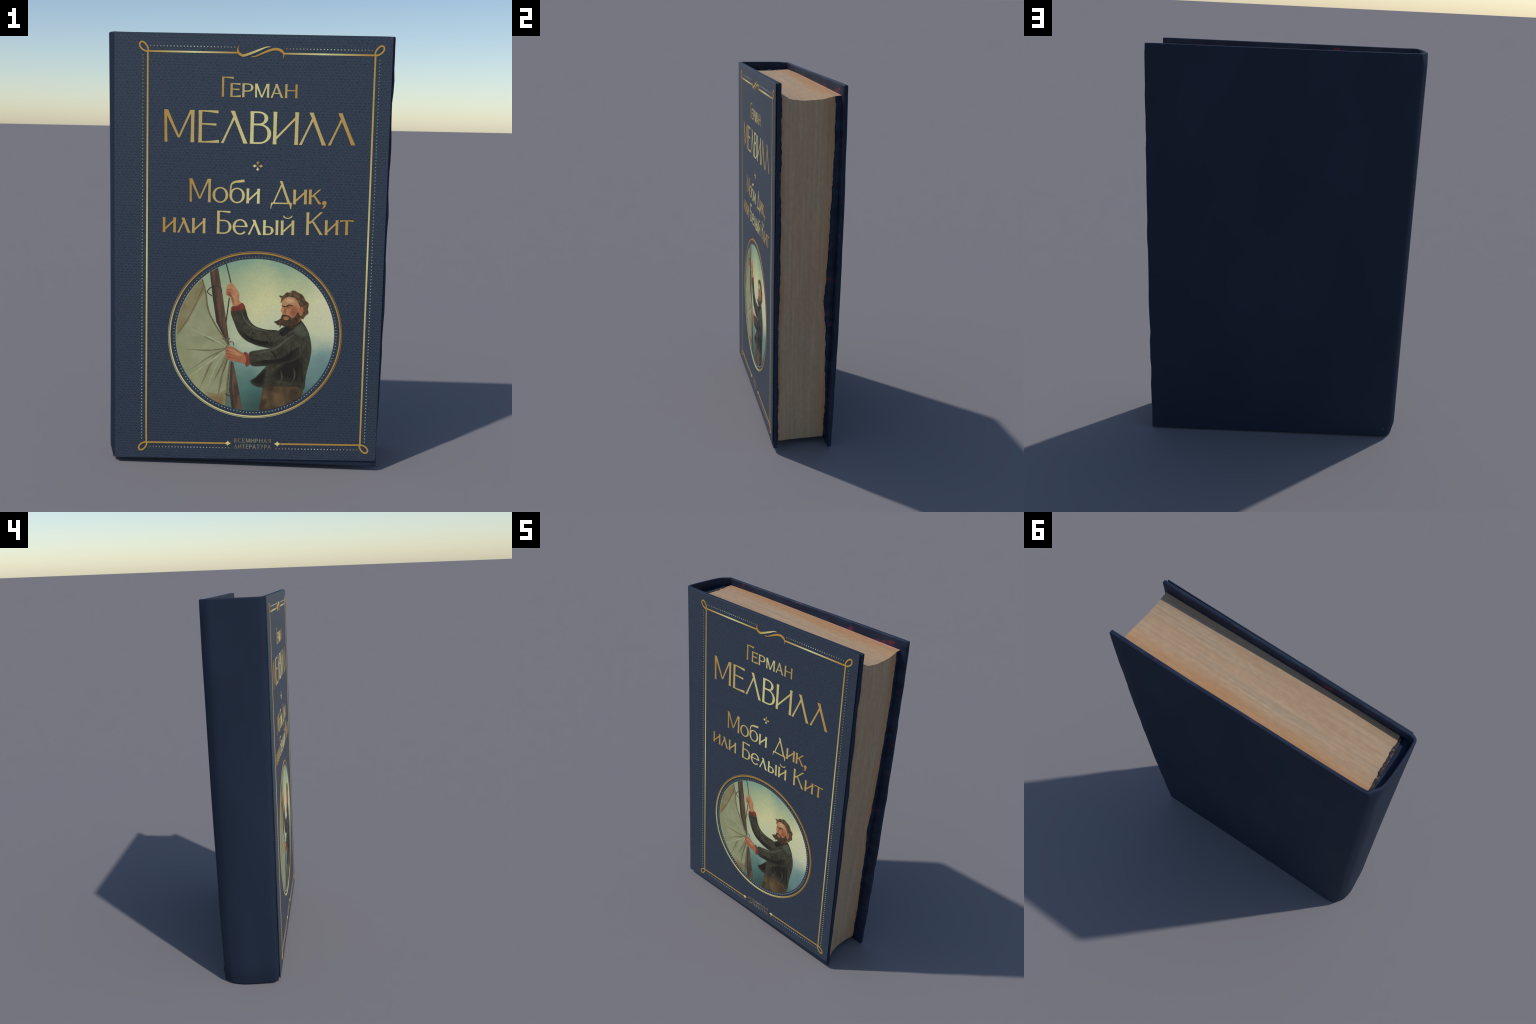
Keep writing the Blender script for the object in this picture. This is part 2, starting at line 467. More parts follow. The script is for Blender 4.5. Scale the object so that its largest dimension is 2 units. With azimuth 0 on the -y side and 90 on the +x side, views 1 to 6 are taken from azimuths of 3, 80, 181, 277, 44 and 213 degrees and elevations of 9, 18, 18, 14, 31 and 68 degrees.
class Inlay:
    """thin raised prints on the sheet, gathered into one mesh"""
    def __init__(self, lift=0.0012, step=0.0002):
        self.v, self.f, self.lift, self.step, self.k = [], [], lift, step, 0
    def poly(self, pts, base=0.0):
        pts = [p for p, q in zip(pts, pts[1:] + pts[:1]) if math.dist(p, q) > 1e-6]
        area = sum(a[0] * b[1] - b[0] * a[1] for a, b in zip(pts, pts[1:] + pts[:1]))
        if area < 0: pts = pts[::-1]
        h = self.lift + self.k * self.step; self.k += 1
        o, n = len(self.v), len(pts)
        self.v += [on_sheet(x, z, h)[:] for x, z in pts] + [on_sheet(x, z, base)[:] for x, z in pts]
        for t in geometry.tessellate_polygon([[Vector((x, z, 0)) for x, z in pts]]):
            a, b, c = (pts[i] for i in t)
            cr = (b[0] - a[0]) * (c[1] - a[1]) - (c[0] - a[0]) * (b[1] - a[1])
            if abs(cr) < 1e-14: continue
            self.f.append(tuple(o + i for i in (t if cr > 0 else t[::-1])))
        for i in range(n):
            j = (i + 1) % n
            self.f.append((o + i, o + n + i, o + n + j, o + j))
    def ribbon(self, path, width):
        """stroke of varying width along a path; width(t) in metres"""
        L, R, n = [], [], len(path)
        for i, p in enumerate(path):
            a, b = path[max(0, i - 1)], path[min(n - 1, i + 1)]
            d = math.hypot(b[0] - a[0], b[1] - a[1]) or 1
            nx, nz = -(b[1] - a[1]) / d, (b[0] - a[0]) / d
            w = width(i / (n - 1)) / 2
            L.append((p[0] + nx * w, p[1] + nz * w)); R.append((p[0] - nx * w, p[1] - nz * w))
        # quads, so the ribbon may cross itself
        h = self.lift + self.k * self.step; self.k += 1
        o = len(self.v)
        drift = self.step * 0.8
        for i in range(n):
            hh = h + drift * i / n
            self.v += [on_sheet(*L[i], hh)[:], on_sheet(*R[i], hh)[:], on_sheet(*R[i], 0)[:], on_sheet(*L[i], 0)[:]]
        for i in range(n - 1):
            a, b = o + 4 * i, o + 4 * i + 4
            self.f += [(a, a + 1, b + 1, b), (a + 1, a + 2, b + 2, b + 1), (a + 3, a, b, b + 3)]
        e = o + 4 * (n - 1)
        self.f += [(o + 3, o + 2, o + 1, o), (e, e + 1, e + 2, e + 3)]
    def make(self, name, parent, mat):
        return add(name, mesh_from(name, self.v, self.f), parent, [mat])

# the sheet itself
def sheet():
    n = 24
    bm = bmesh.new()
    grid = {}
    for a in range(n + 1):
        for b in range(n + 1):
            for s, l in ((0, 0.0), (1, -0.0035)):
                grid[a, b, s] = bm.verts.new(on_sheet(SW * a / n, SH * b / n, l))
    for a in range(n):
        for b in range(n):
            bm.faces.new((grid[a, b, 0], grid[a + 1, b, 0], grid[a + 1, b + 1, 0], grid[a, b + 1, 0]))
            bm.faces.new((grid[a, b, 1], grid[a, b + 1, 1], grid[a + 1, b + 1, 1], grid[a + 1, b, 1]))
        for k, fl in ((0, 0), (n, 1)):
            q = (grid[a, k, 0], grid[a, k, 1], grid[a + 1, k, 1], grid[a + 1, k, 0]); bm.faces.new(q[::-1] if fl else q)
            q = (grid[k, a, 0], grid[k, a + 1, 0], grid[k, a + 1, 1], grid[k, a, 1]); bm.faces.new(q[::-1] if fl else q)
    bmesh.ops.recalc_face_normals(bm, faces=bm.faces)
    me = bpy.data.meshes.new('cover_sheet'); bm.to_mesh(me); bm.free()
    return add('cover_sheet', me, ROOT, [M_WEAVE])
SHEET = sheet()

# ------------------------------------------------------------- lettering
# flared, stressed display capitals drawn from strokes; every glyph is drawn
# into the box (x0..x0+w, z0..z0+h) with stem width t and hairline n
class Pen(Inlay):
    def set(self, x, z, w, h, t, n): self.x, self.z, self.w, self.h, self.t, self.n = x, z, w, h, t, n
    def P(self, u, v): return (self.x + u, self.z + v)
    def up(self, xb, zb, xt, zt, wb, wt=None, flare=0.16):
        """upright or slanting stroke, width measured level, slightly waisted"""
        wt = wb if wt is None else wt
        L, R = [], []
        for q in range(9):
            s = q / 8
            w = lerp(wb, wt, s) * (0.93 + flare * abs(2 * s - 1) ** 3) / 2
            cx, cz = lerp(xb, xt, s), lerp(zb, zt, s)
            L.append(self.P(cx - w, cz)); R.append(self.P(cx + w, cz))
        self.poly(L + R[::-1])
    def bar(self, x0, x1, zt, wl, wr, grow=-1, cut=0.0):
        """level arm; zt its straight edge, thickening from wl to wr; grow -1 hangs below"""
        pts = [(x0, zt), (x1 + (cut if grow < 0 else 0), zt), (x1, zt + grow * wr)]
        for q in range(5, -1, -1):
            s = q / 6
            pts.append((lerp(x0, x1, s), zt + grow * lerp(wl, wr, s ** 1.8)))
        self.poly([self.P(*p) for p in pts])
    def arc(self, cx, cz, rx, rz, a0, a1, t=None, n=None, steps=30):
        """stressed arc: thick where it runs upright, thin where level"""
        t = t or self.t; n = n or self.n
        O, I = [], []
        for q in range(steps + 1):
            a = math.radians(lerp(a0, a1, q / steps)); c, s = math.cos(a), math.sin(a)
            w = n + (t - n) * abs(c) ** 1.4
            O.append(self.P(cx + rx * c, cz + rz * s))
            I.append(self.P(cx + (rx - w) * c, cz + (rz - lerp(n, w, .5)) * s))
        if abs(a1 - a0) >= 359:
            m = steps // 2
            self.poly(O[:m + 1] + I[:m + 1][::-1]); self.k -= 1
            self.poly(O[m:] + I[m:][::-1])
        else: self.poly(O + I[::-1])
    def bowl(self, x1, z0, z1, lead=0.42, mirror=False):
        """half-round bowl hung on the stem: level arms, then a stressed curve"""
        t, n = self.t, self.n
        xs = t * .5; cx = lerp(xs, x1, lead); rx = x1 - cx; cz, rz = (z0 + z1) / 2, (z1 - z0) / 2
        O, I = [(xs, z0)], [(xs, z0 + n)]
        for q in range(25):
            a = math.radians(lerp(-90, 90, q / 24)); c, s = math.cos(a), math.sin(a)
            w = n + (t * 1.05 - n) * c ** 1.3
            O.append((cx + rx * c, cz + rz * s)); I.append((cx + (rx - w) * c, cz + (rz - n) * s))
        O.append((xs, z1)); I.append((xs, z1 - n))
        pts = O + I[::-1]
        if mirror: pts = [(self.w - x, z) for x, z in pts]
        self.poly([self.P(*p) for p in pts])
    def glyph(self, ch):
        w, h, t, n = self.w, self.h, self.t, self.n
        c = ch
        if c in 'Гг': self.up(t / 2, 0, t / 2, h, t); self.bar(t * .3, w, h, n * .8, t * .85, -1)
        elif c == 'Е':
            self.up(t / 2, 0, t / 2, h, t); self.bar(t * .3, w * .95, h, n * .8, t * .8)
            self.bar(t * .3, w * .86, h * .6, n * .85, t * .62); self.bar(t * .3, w, 0, n * .8, t * .85, 1)
        elif c == 'Р': self.up(t / 2, 0, t / 2, h, t); self.bowl(w, h * .40, h)
        elif c == 'В':
            self.up(t / 2, 0, t / 2, h, t); self.bowl(w * .84, h * .575, h, .36)
            self.bowl(w, 0, h * .62, .36)
        elif c in 'Бб' and c == 'Б':
            self.up(t / 2, 0, t / 2, h, t); self.bar(t * .3, w * .9, h, n * .8, t * .8)
            self.bowl(w, 0, h * .61, .4)
        elif c == 'Ь': self.up(t / 2, 0, t / 2, h, t); self.bowl(w, 0, h * .60, .4)
        elif c == 'М':
            low = h * (.14 if h > .09 else 0.0)
            self.up(t * .78, 0, t * .62, h, t * .8, t * .8)
            self.up(w * .5, low, t * .75, h, t * .62, t * 1.15, .08)
            self.up(w * .5, low, w - t * .9, h, n * 1.3, n * 1.6, .05)
            self.up(w - t * .55, 0, w - t * .5, h, t, t * .95)
        elif c == 'А':
            self.up(n * .8, 0, w * .47, h, n * 1.4, n * 1.3, .3); self.up(w - t * .55, 0, w * .42, h, t, t)
            self.bar(w * .2, w * .75, h * .36, n * .8, n * .9)
        elif c in 'Лл':
            self.up(n * .85, 0, w * .48, h * .80, n * 1.5, n * 1.4, .3); self.up(w - t * .62, 0, w * .42, h, t * 1.05, t * 1.05, .2)
        elif c == 'Д':
            b = h * .18
            self.up(w * .13, b, w * .50, h * .86, n * 1.3, n * 1.3, .1); self.up(w - t * .95, b, w * .47, h, t * 1.05, t * .95, .1)
            self.bar(w * .05, w * .96, b + n * .9, n, n)
            self.poly([self.P(0, 0), self.P(w * .03, b + n * .8), self.P(w * .14, b + n * .8), self.P(w * .055, b * .55), self.P(w * .03, 0)])
            self.poly([self.P(w * .93, 0), self.P(w * .90, b * .7), self.P(w * .84, b + n * .8), self.P(w, b + n * .8), self.P(w * .975, 0)])
        elif c == 'Н':
            self.up(t / 2, 0, t / 2, h, t); self.up(w - t / 2, 0, w - t / 2, h, t); self.bar(t * .5, w - t * .5, h * .58, n * .85, n * .85)
        elif c in 'Ии':
            self.up(t / 2, 0, t / 2, h, t); self.up(w - t / 2, 0, w - t / 2, h, t)
            m = n * .95
            self.poly([self.P(t * .8, h * .13), self.P(t * .8, h * .13 + m * 1.9), self.P(w - t * .8, h * .87), self.P(w - t * .8, h * .87 - m * 1.9)])
        elif c == 'й':
            hh = h * .735
            full = self.h; self.h = hh; self.glyph('и'); self.h = full
            pts = [(w * lerp(.17, .84, q / 12), h * (.865 + .135 * (2 * q / 12 - 1) ** 2)) for q in range(13)]
            low = [(p[0], h * (.82 + .085 * (2 * q / 12 - 1) ** 2)) for q, p in enumerate(pts)]
            self.poly([self.P(*p) for p in pts] + [self.P(*p) for p in low[::-1]])
        elif c in 'оО': self.arc(w / 2, h / 2, w / 2, h / 2, -90, 270, steps=48)
        elif c == 'С': self.arc(w * .55, h / 2, w * .55, h / 2, 48, 312, steps=40)
        elif c == 'е':
            self.arc(w * .5, h / 2, w * .5, h / 2, 0, 318, steps=44); self.bar(t * .5, w * .985, h * .57, n * .85, n * .85)
        elif c == 'б':
            r = h * .335
            self.arc(w / 2, r, w / 2, r, -90, 270, steps=48)
            path = catmull([(t * .35, r * 1.0), (t * .35, r * 1.5), (w * .12, h * .80), (w * .32, h * .91), (w * .62, h * .945), (w * .96, h * .975)], 6)
            self.ribbon([self.P(*p) for p in path], lambda s: lerp(t * .55, t * .95, smooth(.2, 1, s)))
        elif c in 'кК':
            self.up(t / 2, 0, t / 2, h, t)
            self.up(t * 1.1, h * .50, w - t * .75, h, n * 1.6, n * 2.0, .1); self.up(w - t * .6, 0, w * .38, h * .60, t * 1.15, t * .8, .12)
            self.bar(t * .5, w * .45, h * .60, n * .8, n * .8)
        elif c in 'тТ':
            self.up(w / 2, 0, w / 2, h, t)
            for q in (-1, 1):
                xs = [(w / 2, h), (w / 2 + q * w * .5, h), (w / 2 + q * w * .48, h - t * .72), (w / 2 + q * w * .25, h - n * .85), (w / 2, h - n * .8)]
                self.poly([self.P(*p) for p in xs])
        elif c == 'ы':
            self.x0 = self.x; keep = self.w; self.w = keep * .70; self.glyph('Ь'); self.w = keep
            self.up(w - t / 2, 0, w - t / 2, h, t)
        elif c == 'Я':
            self.up(w - t / 2, 0, w - t / 2, h, t); self.bowl(w, h * .44, h, .4, True); self.up(n * .7, 0, w * .55, h * .48, n * 1.3, n)
        elif c == 'У':
            self.up(w * .52, h * .34, t * .55, h, t * .9, t); self.up(w * .2, 0, w - n * .6, h, n * 1.2, n)
        elif c == ',':
            r = w * .46
            pts = [(w - r + r * math.cos(a), h - r + r * math.sin(a)) for a in [math.radians(q) for q in range(-60, 231, 15)]]
            pts += [(w * .42, h - 2 * r), (w * .30, h * .18), (0, 0), (w * .45, h * .05), (w * .86, h * .3)]
            self.poly([self.P(*p) for p in pts])

def line_of_text(chars, material, t, n, letters):
    for ch, x0, x1, zb, zt in letters:
        p = Pen(0.0005, 0.0001)
        p.set(x0, zb, x1 - x0, zt - zb, t, n)
        p.glyph(ch)
        p.make('letter', SHEET, material)

def world_x(X): return on_sheet(X, SH * .7).x
MID = 0.653
B1, C1, S1 = 1.6885, 1.7740, 1.7474
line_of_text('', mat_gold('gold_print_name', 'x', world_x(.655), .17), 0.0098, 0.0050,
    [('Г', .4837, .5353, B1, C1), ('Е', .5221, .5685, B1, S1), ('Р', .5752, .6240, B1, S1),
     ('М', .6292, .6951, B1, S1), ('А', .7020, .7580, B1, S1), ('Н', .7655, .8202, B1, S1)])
B2, C2 = 1.4878, 1.6286
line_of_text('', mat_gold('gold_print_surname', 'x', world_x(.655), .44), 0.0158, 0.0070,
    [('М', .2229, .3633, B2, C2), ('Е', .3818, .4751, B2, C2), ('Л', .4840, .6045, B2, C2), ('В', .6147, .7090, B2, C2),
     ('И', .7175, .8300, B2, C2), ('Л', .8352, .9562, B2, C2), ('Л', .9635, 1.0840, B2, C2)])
B3, C3, X3 = 1.2243, 1.3285, 1.2905
line_of_text('', mat_gold('gold_print_title', 'x', world_x(.655), .31), 0.0120, 0.0058,
    [('М', .3420, .4427, B3, C3), ('о', .4505, .5219, B3 - .001, X3 + .003), ('б', .5276, .5975, B3 - .001, 1.3265), ('и', .6052, .6657, B3, X3),
     ('Д', .7154, .8115, 1.2033, 1.3273), ('и', .8170, .8774, B3, X3), ('к', .8866, .9440, B3, X3), (',', .9445, .9661, 1.2040, 1.2392)])
B4, C4, X4 = 1.0838, 1.1875, 1.1512
line_of_text('', mat_gold('gold_print_subtitle', 'x', world_x(.655), .43), 0.0120, 0.0058,
    [('и', .2237, .2843, B4, X4), ('л', .2905, .3530, B4, X4), ('и', .3591, .4204, B4, X4), ('Б', .4735, .5401, B4, C4),
     ('е', .5454, .6141, B4 - .0015, X4 + .001), ('л', .6152, .6780, B4, X4), ('ы', .6848, .7533, B4, X4), ('й', .7647, .8247, B4, 1.1743),
     ('К', .8784, .9536, B4, C4), ('и', .9616, 1.0212, B4, X4), ('т', 1.0283, 1.0887, B4, X4)])
# two small lines at the foot, letters spread evenly by their relative widths
WIDTHS = {'В': .82, 'С': .95, 'Е': .75, 'М': 1.15, 'И': 1.05, 'Р': .78, 'Н': 1.0, 'А': 1.02, 'Я': .85, 'Л': 1.0, 'Т': .9, 'У': .95}
M_SMALL = mat_gold('gold_print_small', 'x', world_x(.655), .10, srgb(112, 98, 68), srgb(142, 142, 124))
for text, zb in (('ВСЕМИРНАЯ', .0825), ('ЛИТЕРАТУРА', .0527)):
    total = sum(WIDTHS[c] for c in text) + .28 * (len(text) - 1)
    u = (.7410 - .5675) / total; x = .5675; row = []
    for c in text:
        row.append((c, x, x + WIDTHS[c] * u, zb, zb + .0198)); x += (WIDTHS[c] + .28) * u
    line_of_text('', M_SMALL, 0.0030, 0.0019, row)

# ------------------------------------------------------------- gold frame
FX0, FX1, FZ0, FZ1 = 0.1508, 1.1558, 0.0780, 1.8765
LW = 0.0074
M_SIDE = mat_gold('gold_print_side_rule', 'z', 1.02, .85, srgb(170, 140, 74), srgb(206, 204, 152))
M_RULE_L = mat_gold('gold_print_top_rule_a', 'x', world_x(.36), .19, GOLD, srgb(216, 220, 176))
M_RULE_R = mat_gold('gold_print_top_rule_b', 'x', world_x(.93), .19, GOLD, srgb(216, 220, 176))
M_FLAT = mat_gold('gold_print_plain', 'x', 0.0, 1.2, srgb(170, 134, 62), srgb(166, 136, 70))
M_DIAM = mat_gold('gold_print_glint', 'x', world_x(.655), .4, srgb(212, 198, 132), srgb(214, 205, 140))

def rule(name, a, b, mat, w=LW):
    k = Inlay(0.0011); n = 16
    k.ribbon([(lerp(a[0], b[0], q / n), lerp(a[1], b[1], q / n)) for q in range(n + 1)], lambda s: w)
    return k.make(name, SHEET, mat)
for x in (FX0, FX1): rule('frame_rule', (x, FZ0), (x, FZ1), M_SIDE)
rule('frame_rule', (FX0, FZ1), (.552, FZ1), M_RULE_L)
rule('frame_rule', (.755, FZ1), (FX1, FZ1), M_RULE_R)
rule('frame_rule', (FX0, FZ0), (.522, FZ0), M_FLAT); rule('frame_rule', (.786, FZ0), (FX1, FZ0), M_FLAT)
for sx, cx in ((-1, FX0), (1, FX1)):
    for sz, cz in ((-1, FZ0), (1, FZ1)):
        k = Inlay(0.0014)
        loop = [(0, 0), (-.001, .012), (.008, .028), (.021, .0385), (.033, .037), (.0365, .025), (.028, .0105), (.012, .001), (0, 0)]
        k.ribbon([(cx + sx * u, cz + sz * v) for u, v in catmull(loop, 7)], lambda s: LW * .95)
        k.make('corner_loop', SHEET, mat_gold('gold_print_loop', 'x', 0, 2, srgb(176, 142, 72), srgb(170, 136, 66)))
# flourish in the middle of the head rule
k = Inlay(0.0016)
k.ribbon(catmull([(.5565, 1.9085), (.5505, 1.892), (.556, 1.875), (.575, 1.8655), (.604, 1.8735), (.646, 1.890), (.675, 1.9015), (.694, 1.9040)], 8),
         lambda s: LW * (0.12 + 1.35 * smooth(0, .32, s) * (1 - .75 * smooth(.45, 1, s))))
k.make('flourish', SHEET, mat_gold('gold_print_flourish_a', 'x', world_x(.655), .09))
k = Inlay(0.0013)
k.ribbon(catmull([(.612, 1.8605), (.632, 1.8635), (.660, 1.876), (.700, 1.8915), (.727, 1.894), (.746, 1.886), (.7545, 1.872), (.7505, 1.8545)], 8),
         lambda s: LW * (0.12 + 1.35 * (1 - smooth(.68, 1, s)) * (.25 + .75 * smooth(.0, .55, s))))
k.make('flourish', SHEET, mat_gold('gold_print_flourish_b', 'x', world_x(.60), .09, srgb(176, 138, 62), srgb(160, 130, 74)))
# pointed diamonds that end the foot rules
for x, s in ((.5372, 1), (.7708, -1)):
    k = Inlay(0.0016)
    pts = []
    for q in range(4):
        a = math.pi / 2 * q; ru = .0150 if q % 2 == 0 else .0122
        pts.append((x + ru * math.cos(a), FZ0 + .0003 + ru * math.sin(a)))
        b = a + math.pi / 4; pts.append((x + .0074 * math.cos(b), FZ0 + .0003 + .0074 * math.sin(b)))
    k.poly(pts); k.make('diamond_tip', SHEET, M_DIAM)
# four-leaf ornament
for q in range(4):
    a = math.pi / 2 * q
    k = Inlay(0.0014)
    prof = [(.0022, 0), (.009, .0022), (.0145, .0068), (.0222, 0), (.0145, -.0068), (.009, -.0022)]
    k.poly([(MID + u * math.cos(a) - v * math.sin(a), 1.3907 + u * math.sin(a) + v * math.cos(a)) for u, v in prof])
    k.make('ornament_leaf', SHEET, mat_plain('gold_print_leaf', foil((srgb(190, 160, 90), srgb(168, 134, 66), srgb(206, 204, 158), srgb(206, 206, 166))[q]), .45, .05))

# dotted lines: too small to pick apart singly
def dots(name, pts, mat, r=0.0027):
    k = Inlay(0.0012, 0)
    for x, z in pts:
        k.poly([(x + r * math.cos(a), z + r * math.sin(a)) for a in [2 * math.pi * q / 10 for q in range(10)]])
    ob = k.make(name, SHEET, mat); ob['kind'] = 'stuff'
DG, DW = srgb(130, 122, 98), srgb(178, 194, 204)
def row(x0, x1, z, n): return [(lerp(x0, x1, q / (n - 1)), z) for q in range(n)]
def colm(x, z0, z1, n): return [(x, lerp(z0, z1, q / (n - 1))) for q in range(n)]
md_l, md_r = mat_gold('dot_print_a', 'x', world_x(.36), .20, DG, DW), mat_gold('dot_print_b', 'x', world_x(.95), .20, DG, DW)
dots('dotted_line', row(.1634, .5374, 1.8997, 26), md_l); dots('dotted_line', row(.7664, 1.1405, 1.8970, 26), md_r)
dots('dotted_line', row(.1685, .5429, .0558, 26), md_l); dots('dotted_line', row(.7650, 1.1417, .0540, 26), md_r)
md_s = mat_gold('dot_print_side', 'z', 0.35, 1.5, srgb(124, 128, 112), srgb(160, 178, 182))
dots('dotted_line', colm(.1292, .0979, 1.8603, 118), md_s, .0025); dots('dotted_line', colm(1.1760, .0942, 1.8555, 118), md_s, .0025)

# ------------------------------------------------------------- medallion
CX, CZ, RD = 0.6540, 0.6070, 0.3655
def circle(r, n=160, a0=0): return [(CX + r * math.cos(2 * math.pi * q / n + a0), CZ + r * math.sin(2 * math.pi * q / n + a0)) for q in range(n + 1)]
def ring(name, r, w, mat, lift):
    k = Inlay(lift); k.ribbon(circle(r), lambda s: w); return k.make(name, SHEET, mat)
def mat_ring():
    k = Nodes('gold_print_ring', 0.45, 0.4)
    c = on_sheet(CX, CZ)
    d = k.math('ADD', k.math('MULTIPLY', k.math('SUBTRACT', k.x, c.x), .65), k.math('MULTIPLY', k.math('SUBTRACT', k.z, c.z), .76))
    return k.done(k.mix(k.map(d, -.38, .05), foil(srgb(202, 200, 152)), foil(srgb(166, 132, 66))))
M_RING = mat_ring()
ring('medallion_ring', .3925, .0062, M_RING, .0012)
ring('medallion_ring', .3995, .0016, M_RING, .0012)
md_ring = mat_gold('dot_print_ring', 'z', .25, .75, srgb(118, 126, 120), srgb(174, 192, 206))
dots('dotted_ring', circle(.3740, 156)[:-1], md_ring, .0024)

def pic(px, py):
    """picture units (right, down; disc spans -100..100) -> artwork metres, kept inside the disc"""
    u, v = px / 100, -py / 100
    r = math.hypot(u, v)
    if r > .997: u, v = u * .997 / r, v * .997 / r
    return (CX + u * RD, CZ + v * RD)
LAYER = [0.0004]
def shape(name, pts, mat, smooth_it=True, per=6):
    LAYER[0] += 0.000014
    k = Inlay(LAYER[0])
    if smooth_it: pts = catmull(pts, per, True)
    k.poly([pic(*p) for p in pts])
    return k.make(name, DISC, mat)
_paint = {}
def tone(c):
    key = tuple(round(v, 4) for v in c[:3])
    if key not in _paint: _paint[key] = mat_plain('painted_tone', c, .5, .10, 70)
    return _paint[key]
def blend(a, b, t): return tuple(lerp(u, v, t) for u, v in zip(a, b))
def soft(name, pts, under, col, steps=4, shrink=.62):
    """painted patch whose rim fades into the paint below, in nested steps"""
    pts = catmull(pts, 5, True)
    cx, cy = sum(p[0] for p in pts) / len(pts), sum(p[1] for p in pts) / len(pts)
    for q in range(steps):
        k = lerp(1, shrink, q / (steps - 1))
        shape(name, [(cx + (x - cx) * k, cy + (y - cy) * k) for x, y in pts], tone(blend(under, col, (q + 1) / steps)), False)
def soft_stroke(name, pts, w, under, col, steps=3):
    for q in range(steps):
        stroke(name, pts, (lambda s, q=q: w(s) * lerp(1, .35, q / (steps - 1))), tone(blend(under, col, (q + 1) / steps)))
def stroke(name, pts, width, mat, per=8):
    LAYER[0] += 0.000014
    k = Inlay(LAYER[0], 0.00001)
    w = width if callable(width) else (lambda s: width)
    k.ribbon([pic(*p) for p in catmull(pts, per)], lambda s: w(s) / 100 * RD)
    return k.make(name, DISC, mat)

def mat_sky():
    k = Nodes('painted_sky', 0.5, 0.35)
    c = on_sheet(CX, CZ)
    u = k.math('DIVIDE', k.math('SUBTRACT', k.x, c.x), RD); v = k.math('DIVIDE', k.math('SUBTRACT', k.z, c.z), RD)
    wob = k.math('MULTIPLY', k.math('SUBTRACT', k.noise((5, 1, 6), 4), .5), .9)
    up = k.math('ADD', v, wob)
    col = k.ramp(k.math('MULTIPLY_ADD', up, .5, .5), [(0.05, srgb(58, 90, 82)), (0.20, srgb(88, 126, 114)), (0.36, srgb(150, 178, 158)),
                 (0.52, srgb(232, 232, 184)), (0.72, srgb(248, 238, 172)), (0.90, srgb(204, 212, 158)), (1.0, srgb(162, 192, 158))])
    left = k.map(k.math('ADD', u, k.math('MULTIPLY', wob, .5)), .1, -.5)
    col = k.mix(k.math('MULTIPLY', left, .55), col, srgb(132, 168, 140))
    low = k.math('MULTIPLY', k.map(v, .1, -.3), k.map(u, .45, .9))
    col = k.mix(k.math('MULTIPLY', low, .45), col, srgb(132, 160, 162))
    glow = k.math('MULTIPLY', k.map(u, .5, .95), k.map(v, -.15, .35))
    col = k.mix(k.math('MULTIPLY', glow, .5), col, srgb(248, 242, 200))
    col = k.mix(k.map(k.noise((160, 1, 160), 3), .3, .75, .14, 0), col, srgb(90, 110, 90))
    return k.done(col)
k = Inlay(0.0003); k.poly(circle(RD)[:-1])
DISC = k.make('picture_disc', ROOT, mat_sky())

def mat_paint(name, a, b, scale=24, stretch=(1, 1, 1), dark=None):
    k = Nodes(name, 0.5, 0.35)
    col = k.mix(k.map(k.noise(tuple(scale * s for s in stretch), 4), .33, .67), a, b)
    if dark: col = k.mix(k.map(k.noise((9, 1, 9), 3, offset=(3, 1, 7)), .48, .66, 0, .8), col, dark)
    return k.done(col)
P_SAIL = mat_paint('painted_canvas', srgb(158, 160, 114), srgb(176, 174, 128), 14)
P_SAILW = mat_paint('painted_canvas_brown', srgb(150, 130, 84), srgb(160, 152, 110), 14)
P_FOLD = mat_paint('painted_fold', srgb(124, 114, 82), srgb(144, 136, 100), 30)
P_FOLDL = mat_paint('painted_soft_fold', srgb(148, 148, 112), srgb(158, 156, 118), 20)
P_DEEP = mat_paint('painted_deep_fold', srgb(82, 70, 54), srgb(110, 96, 70), 30)
P_MAST = mat_paint('painted_mast', srgb(86, 64, 48), srgb(116, 88, 64), 40, (1, 1, .2))
P_MASTD = mat_paint('painted_mast_shade', srgb(70, 52, 42), srgb(86, 64, 48), 40, (1, 1, .2))
P_ROPE = mat_paint('painted_rope', srgb(112, 98, 68), srgb(140, 124, 88), 120)
P_DARK = mat_paint('painted_cord', srgb(52, 48, 44), srgb(70, 64, 54), 60)
P_COAT = mat_paint('painted_coat', srgb(60, 56, 42), srgb(84, 79, 59), 60, (1, 1, 1), srgb(47, 43, 34))
P_COATL = mat_paint('painted_coat_light', srgb(70, 70, 54), srgb(96, 100, 80), 40)
P_COATD = mat_paint('painted_coat_dark', srgb(32, 29, 26), srgb(44, 40, 34), 30)
P_SKIN = mat_paint('painted_skin', srgb(198, 134, 88), srgb(216, 158, 108), 50)
P_SKINR = mat_paint('painted_ruddy_skin', srgb(178, 104, 70), srgb(194, 124, 84), 50)
P_CUFF = mat_paint('painted_red_cuff', srgb(124, 52, 40), srgb(152, 72, 52), 60)
P_HAIR = mat_paint('painted_hair', srgb(78, 58, 38), srgb(124, 98, 62), 70)
P_BEARD = mat_paint('painted_beard', srgb(58, 43, 29), srgb(100, 76, 48), 90)
P_TROU = mat_paint('painted_trousers', srgb(86, 70, 46), srgb(120, 94, 60), 22, (1, 1, .5), srgb(60, 46, 34))

